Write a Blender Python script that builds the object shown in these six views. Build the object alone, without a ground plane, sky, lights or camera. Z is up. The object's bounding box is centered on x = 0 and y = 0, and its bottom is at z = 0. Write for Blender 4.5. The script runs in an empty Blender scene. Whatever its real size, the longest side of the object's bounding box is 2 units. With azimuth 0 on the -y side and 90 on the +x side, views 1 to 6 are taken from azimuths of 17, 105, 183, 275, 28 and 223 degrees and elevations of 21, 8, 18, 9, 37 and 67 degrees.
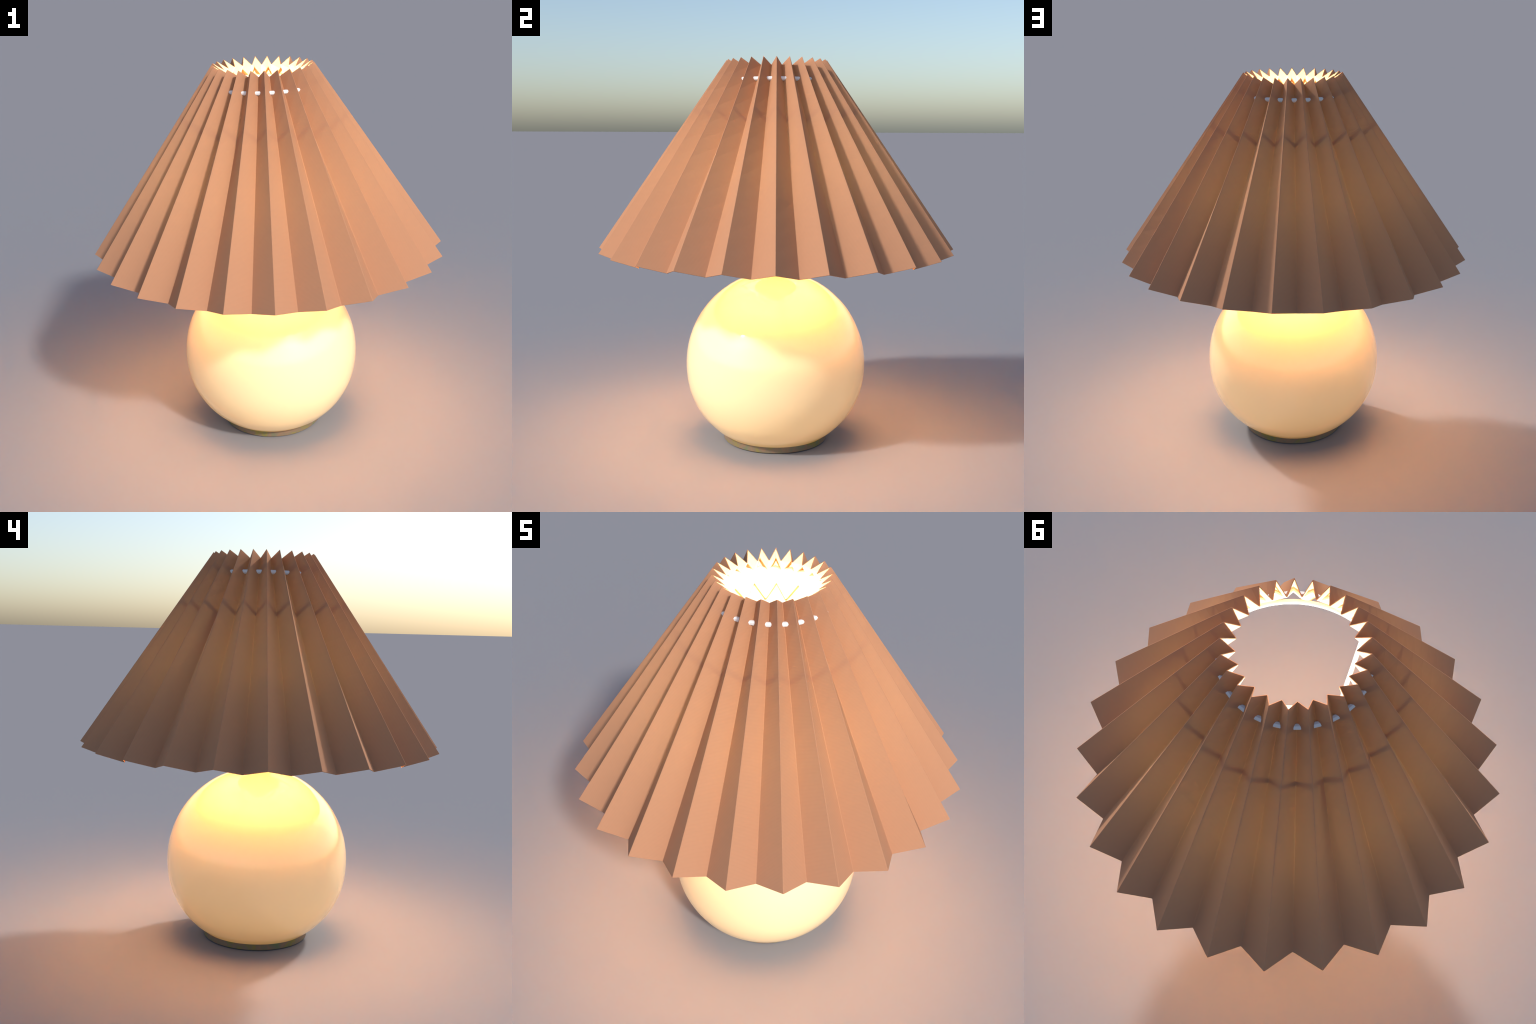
import bpy, bmesh, math
from mathutils import Vector

# ------------------------------------------------------------------ measures
PLEATS = 25
PEAK_BOTTOM, PEAK_TOP = (0.9270, 1.0350), (0.2580, 2.0010)      # (radius, z) of the outer folds
VALLEY_BOTTOM, VALLEY_TOP = (0.8370, 1.0025), (0.2070, 1.9630)  # (radius, z) of the inner folds
AXIS_X = -PEAK_BOTTOM[0] * (1 - math.cos(math.pi / PLEATS)) / 2  # 25 folds: axis sits off the box centre
PAPER = 0.0030
GLOBE_R, GLOBE_Z = 0.4775, 0.4155
FOOT_R, FOOT_H = 0.2770, 0.034
CORD_R, CORD_Z, CORD_T, CORD_SAG = 0.2635, 1.8935, 0.0110, 0.022
RING_R, RING_Z, RING_T = 0.3775, 1.680, 0.0090
LEG_FOOT = (0.272, 0.985)

# ------------------------------------------------------------------ node helpers
def new_material(name):
    m = bpy.data.materials.new(name)
    m.use_nodes = True
    nt = m.node_tree
    nt.nodes.clear()
    out = nt.nodes.new("ShaderNodeOutputMaterial")
    return m, nt, out

def node(nt, kind, **kw):
    n = nt.nodes.new(kind)
    for k, v in kw.items():
        setattr(n, k, v)
    return n

def math_node(nt, op, a, b=None):
    n = node(nt, "ShaderNodeMath", operation=op)
    for i, v in enumerate((a, b)):
        if v is None:
            continue
        if isinstance(v, (int, float)):
            n.inputs[i].default_value = v
        else:
            nt.links.new(v, n.inputs[i])
    return n.outputs[0]

def ramp(nt, fac, stops):
    r = node(nt, "ShaderNodeValToRGB")
    els = r.color_ramp.elements
    while len(els) < len(stops):
        els.new(0.5)
    for e, (p, c) in zip(els, stops):
        e.position = p
        e.color = (*c, 1)
    nt.links.new(fac, r.inputs["Fac"])
    return r.outputs["Color"]

# ------------------------------------------------------------------ materials
def paper_material(name, passes, through, tint=1.0):
    """Ribbed terracotta paper: weave lines run across each pleat; a little light passes through."""
    m, nt, out = new_material(name)
    co = node(nt, "ShaderNodeTexCoord").outputs["Object"]
    sep = node(nt, "ShaderNodeSeparateXYZ")
    nt.links.new(co, sep.inputs[0])
    x, y, z = sep.outputs
    rad = math_node(nt, "SQRT", math_node(nt, "ADD", math_node(nt, "MULTIPLY", x, x), math_node(nt, "MULTIPLY", y, y)))
    slant = math_node(nt, "SUBTRACT", z, math_node(nt, "MULTIPLY", rad, 0.52))
    rib = math_node(nt, "SINE", math_node(nt, "MULTIPLY", slant, 2 * math.pi / 0.0062))
    rib = math_node(nt, "ADD", math_node(nt, "MULTIPLY", rib, 0.5), 0.5)
    grain = node(nt, "ShaderNodeTexNoise")
    grain.inputs["Scale"].default_value = 60
    grain.inputs["Detail"].default_value = 4
    nt.links.new(co, grain.inputs["Vector"])
    tone = math_node(nt, "ADD", math_node(nt, "MULTIPLY", rib, 0.55), math_node(nt, "MULTIPLY", grain.outputs["Fac"], 0.45))
    col = ramp(nt, tone, [(0.1, (0.474 * tint, 0.238 * tint, 0.136 * tint)), (0.9, (0.508 * tint, 0.257 * tint, 0.150 * tint))])
    bump = node(nt, "ShaderNodeBump")
    bump.inputs["Strength"].default_value = 0.08
    bump.inputs["Distance"].default_value = 0.002
    nt.links.new(rib, bump.inputs["Height"])
    p = node(nt, "ShaderNodeBsdfPrincipled")
    nt.links.new(col, p.inputs["Base Color"])
    p.inputs["Roughness"].default_value = 0.9
    p.inputs["Specular IOR Level"].default_value = 0.1
    nt.links.new(bump.outputs[0], p.inputs["Normal"])
    t = node(nt, "ShaderNodeBsdfTranslucent")
    t.inputs["Color"].default_value = (*through, 1)
    mix = node(nt, "ShaderNodeMixShader")
    mix.inputs[0].default_value = passes
    nt.links.new(p.outputs[0], mix.inputs[1])
    nt.links.new(t.outputs[0], mix.inputs[2])
    nt.links.new(mix.outputs[0], out.inputs[0])
    return m

def plain_material(name, colour, rough, spec=0.5, glow=None, coat=0.0):
    m, nt, out = new_material(name)
    p = node(nt, "ShaderNodeBsdfPrincipled")
    p.inputs["Base Color"].default_value = (*colour, 1)
    p.inputs["Roughness"].default_value = rough
    p.inputs["Specular IOR Level"].default_value = spec
    p.inputs["Coat Weight"].default_value = coat
    p.inputs["Coat Roughness"].default_value = 0.03
    if glow:
        p.inputs["Emission Color"].default_value = (*glow[0], 1)
        p.inputs["Emission Strength"].default_value = glow[1]
    nt.links.new(p.outputs[0], out.inputs[0])
    return m

def foot_material():
    """Dark tarnished bronze with olive, green and brown stains."""
    m, nt, out = new_material("tarnished_foot")
    co = node(nt, "ShaderNodeTexCoord").outputs["Object"]
    n = node(nt, "ShaderNodeTexNoise")
    n.inputs["Scale"].default_value = 13
    n.inputs["Detail"].default_value = 3
    nt.links.new(co, n.inputs["Vector"])
    col = ramp(nt, n.outputs["Fac"], [
        (0.30, (0.150, 0.190, 0.085)), (0.40, (0.205, 0.172, 0.110)), (0.48, (0.275, 0.165, 0.100)),
        (0.55, (0.215, 0.165, 0.105)), (0.62, (0.250, 0.205, 0.050)), (0.72, (0.165, 0.170, 0.100))])
    p = node(nt, "ShaderNodeBsdfPrincipled")
    nt.links.new(col, p.inputs["Base Color"])
    p.inputs["Roughness"].default_value = 0.5
    p.inputs["Specular IOR Level"].default_value = 0.3
    nt.links.new(p.outputs[0], out.inputs[0])
    return m

def bulb_material():
    m, nt, out = new_material("glowing_bulb")
    e = node(nt, "ShaderNodeEmission")
    e.inputs["Color"].default_value = (*BULB_COLOUR, 1)
    e.inputs["Strength"].default_value = BULB_POWER
    nt.links.new(e.outputs[0], out.inputs[0])
    return m

FACE_PASS, BACK_PASS = 0.17, 0.0225      # share of light let through by the outer and inner face
BULB_COLOUR = (1.0, 1.0, 0.62)
BULB_POWER = 4050.0

# ------------------------------------------------------------------ geometry helpers
def mesh_object(name, bm, mat, parent, smooth=False, angle=None):
    bmesh.ops.recalc_face_normals(bm, faces=bm.faces[:])
    me = bpy.data.meshes.new(name)
    bm.to_mesh(me)
    bm.free()
    me.materials.append(mat)
    for p in me.polygons:
        p.use_smooth = smooth
    if smooth and angle:
        me.set_sharp_from_angle(angle=angle)
    ob = bpy.data.objects.new(name, me)
    bpy.context.scene.collection.objects.link(ob)
    ob.parent = parent
    return ob

def lathe(profile, segs=128):
    """Revolve (radius, z) points; radius 0 closes the surface."""
    bm = bmesh.new()
    rings = []
    for r, z in profile:
        if r < 1e-6:
            rings.append([bm.verts.new((0, 0, z))])
        else:
            rings.append([bm.verts.new((r * math.cos(2 * math.pi * i / segs), r * math.sin(2 * math.pi * i / segs), z)) for i in range(segs)])
    for a, b in zip(rings, rings[1:]):
        for i in range(segs):
            j = (i + 1) % segs
            if len(a) == 1 and len(b) == 1:
                continue
            if len(a) == 1:
                bm.faces.new((a[0], b[i], b[j]))
            elif len(b) == 1:
                bm.faces.new((a[i], b[0], a[j]))
            else:
                bm.faces.new((a[i], a[j], b[j], b[i]))
    return bm

def torus(radius, z, thick, segs=200, sides=12, half_step=False):
    """Ring of tube; radius may be a rule of the angle."""
    rule = radius if callable(radius) else (lambda a: radius)
    turn = math.pi / sides if half_step else 0.0
    bm = bmesh.new()
    rings = []
    for i in range(segs):
        a = 2 * math.pi * i / segs
        ring = []
        for k in range(sides):
            b = 2 * math.pi * k / sides + turn
            r = rule(a) + thick * math.cos(b)
            ring.append(bm.verts.new((r * math.cos(a), r * math.sin(a), z + thick * math.sin(b))))
        rings.append(ring)
    for i in range(segs):
        a, b = rings[i], rings[(i + 1) % segs]
        for k in range(sides):
            l = (k + 1) % sides
            bm.faces.new((a[k], b[k], b[l], a[l]))
    return bm

def rod(p, q, thick, sides=16):
    bm = bmesh.new()
    p, q = Vector(p), Vector(q)
    d = (q - p).normalized()
    u = d.cross(Vector((0, 0, 1)))
    if u.length < 1e-4:
        u = Vector((1, 0, 0))
    u.normalize()
    v = d.cross(u)
    loops = [[bm.verts.new(c + thick * (math.cos(2 * math.pi * k / sides) * u + math.sin(2 * math.pi * k / sides) * v)) for k in range(sides)] for c in (p, q)]
    for k in range(sides):
        l = (k + 1) % sides
        bm.faces.new((loops[0][k], loops[1][k], loops[1][l], loops[0][l]))
    bm.faces.new(loops[0])
    bm.faces.new(loops[1][::-1])
    return bm

# ------------------------------------------------------------------ the lamp
lamp = bpy.data.objects.new("table_lamp", None)
lamp.location = (AXIS_X, 0, 0)
bpy.context.scene.collection.objects.link(lamp)
lamp["label"] = "lit globe table lamp with terracotta pleated cone shade"
lamp["category"] = "table lamp"

mat_paper = paper_material("paper_face", FACE_PASS, (0.60, 0.37, 0.22), 1.125)
mat_lining = paper_material("paper_back", BACK_PASS, (1.0, 1.0, 0.74))
mat_globe = plain_material("ivory_glaze", (0.95, 0.82, 0.50), 0.05, spec=0.8, glow=((1.0, 0.43, 0.07), 0.25), coat=0.35)  # glow: faint warm emission added to raise the unlit globe to its lamp-lit brightness
mat_foot = foot_material()
mat_white = plain_material("white_cord", (0.82, 0.82, 0.82), 0.6)
mat_wire = plain_material("white_wire", (0.80, 0.80, 0.80), 0.4)
mat_socket = plain_material("ivory_socket", (0.60, 0.54, 0.42), 0.4)

# --- globe body: sphere with a slightly full belly, cut flat where it sits on the foot
BELLY = [(-65, -0.007), (-55, -0.005), (-45, -0.0015), (-33, 0.0018), (-20, 0.0022), (0, -0.0008), (20, -0.0008), (45, 0.0015), (65, 0.0050), (90, 0.006)]
def belly(deg):
    for (d0, v0), (d1, v1) in zip(BELLY, BELLY[1:]):
        if deg <= d1:
            t = max(0.0, (deg - d0) / (d1 - d0))
            t = t * t * (3 - 2 * t)
            return v0 + (v1 - v0) * t
    return BELLY[-1][1]
prof = [(0.0, 0.012)]
LOW = -57.5
for i in range(81):
    d = LOW + (90 - LOW) * i / 80
    r = GLOBE_R + belly(d)
    prof.append((r * math.cos(math.radians(d)) if i < 80 else 0.0, GLOBE_Z + r * math.sin(math.radians(d))))
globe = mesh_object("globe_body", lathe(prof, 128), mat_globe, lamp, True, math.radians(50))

# --- foot: low dark ring under the globe
b = 0.003
foot = mesh_object("foot", lathe([(0, 0.0), (FOOT_R - b, 0.0), (FOOT_R, b), (FOOT_R, FOOT_H - b), (FOOT_R - b, FOOT_H),
                                  (FOOT_R - 0.03, FOOT_H), (FOOT_R - 0.03, 0.004), (0, 0.004)], 128), mat_foot, lamp, True, math.radians(35))

# --- socket: a flared cup on the globe, holding the bulb so that it only shines upwards
BULB_Z, BULB_R, BULB_H = 1.165, 0.060, 0.022
SOCKET_RIM = (0.204, 1.146)
socket = mesh_object("bulb_socket", lathe([
    (0, 0.86), (0.075, 0.86), (0.075, 0.935), (0.060, 0.95), (0.062, 0.985), (0.120, 1.020), (0.178, 1.075), SOCKET_RIM,
    (0.199, 1.146), (0.172, 1.080), (0.114, 1.028), (0.05, 1.0), (0, 1.0)], 64), mat_socket, lamp, True, math.radians(40))
bulb_prof = [(0, 1.005), (0.034, 1.005), (0.034, 1.14)]
for i in range(17):
    a = -0.85 + (math.pi / 2 + 0.85) * i / 16
    bulb_prof.append((BULB_R * math.cos(a) if i < 16 else 0, BULB_Z + BULB_H * math.sin(a)))
bulb = mesh_object("light_bulb", lathe(bulb_prof, 48), bulb_material(), lamp, True, math.radians(60))

# --- lampshade: zigzag-pleated cone with a turned-in paper edge at both rims
shade = bpy.data.objects.new("lampshade", None)
bpy.context.scene.collection.objects.link(shade)
shade.parent = lamp

def fold(k, t):
    """Point on fold line k (even: outer peak, odd: inner valley), t = 0 bottom .. 1 top."""
    (r0, z0), (r1, z1) = (PEAK_BOTTOM, PEAK_TOP) if k % 2 == 0 else (VALLEY_BOTTOM, VALLEY_TOP)
    a = math.pi * k / PLEATS
    r = r0 + (r1 - r0) * t
    return Vector((r * math.cos(a), r * math.sin(a), z0 + (z1 - z0) * t))

bm = bmesh.new()
ROWS = 12
N = 2 * PLEATS
CREASE = 0.0015          # each fold is a narrow flat instead of a knife edge

def column(k, side, t):
    """Point beside fold k, stepped CREASE along the pleat towards its neighbour."""
    p, q = fold(k, t), fold(k + side, t)
    return p + (q - p).normalized() * CREASE

cols = [(k, side) for k in range(N) for side in (-1, 1)]
M = len(cols)
grid = [[bm.verts.new(column(k, s, j / ROWS)) for k, s in cols] for j in range(ROWS + 1)]
for j in range(ROWS):
    for i in range(M):
        l = (i + 1) % M
        bm.faces.new((grid[j][i], grid[j][l], grid[j + 1][l], grid[j + 1][i]))
for f in bm.faces:
    c = f.calc_center_median()
    if f.normal.dot(Vector((c.x, c.y, 0))) < 0:
        f.normal_flip()
pleats = mesh_object("pleated_paper", bm, mat_paper, shade)
thick = pleats.modifiers.new("paper_thickness", "SOLIDIFY")
thick.thickness = PAPER
thick.offset = -1.0
thick.use_even_offset = True
thick.use_rim = True
thick.material_offset = 1
pleats.data.materials.append(mat_lining)
solid = bpy.data.meshes.new_from_object(pleats.evaluated_get(bpy.context.evaluated_depsgraph_get()))
pleats.modifiers.clear()
pleats.data = solid
solid.name = "pleated_paper"

def cord_radius(a):
    """The cord crosses every valley outside the paper and sags outwards inside the hollow peaks."""
    off = abs((a / (2 * math.pi / PLEATS)) % 1.0 - 0.5) * 2       # 0 at a valley, 1 at a peak
    return CORD_R + CORD_SAG * min(1.0, max(0.0, (off - 0.3) / 0.7))

cord = mesh_object("cord", torus(cord_radius, CORD_Z, CORD_T, 400, 8, True), mat_white, shade)
ring = mesh_object("support_ring", torus(RING_R, RING_Z, RING_T, 160, 12), mat_wire, shade, True)
# three legs carry the ring, spokes join them to the socket
for k, deg in enumerate((150.0, 268.3, 29.0)):
    c, d = math.cos(math.radians(deg)), math.sin(math.radians(deg))
    foot_r, foot_z = LEG_FOOT
    leg = mesh_object("support_leg", rod((RING_R * c, RING_R * d, RING_Z), (foot_r * c, foot_r * d, foot_z), RING_T), mat_wire, shade, True, math.radians(40))
    spoke = mesh_object("support_spoke", rod((foot_r * c, foot_r * d, foot_z), (0.055 * c, 0.055 * d, 0.968), RING_T * 0.9), mat_wire, shade, True, math.radians(40))
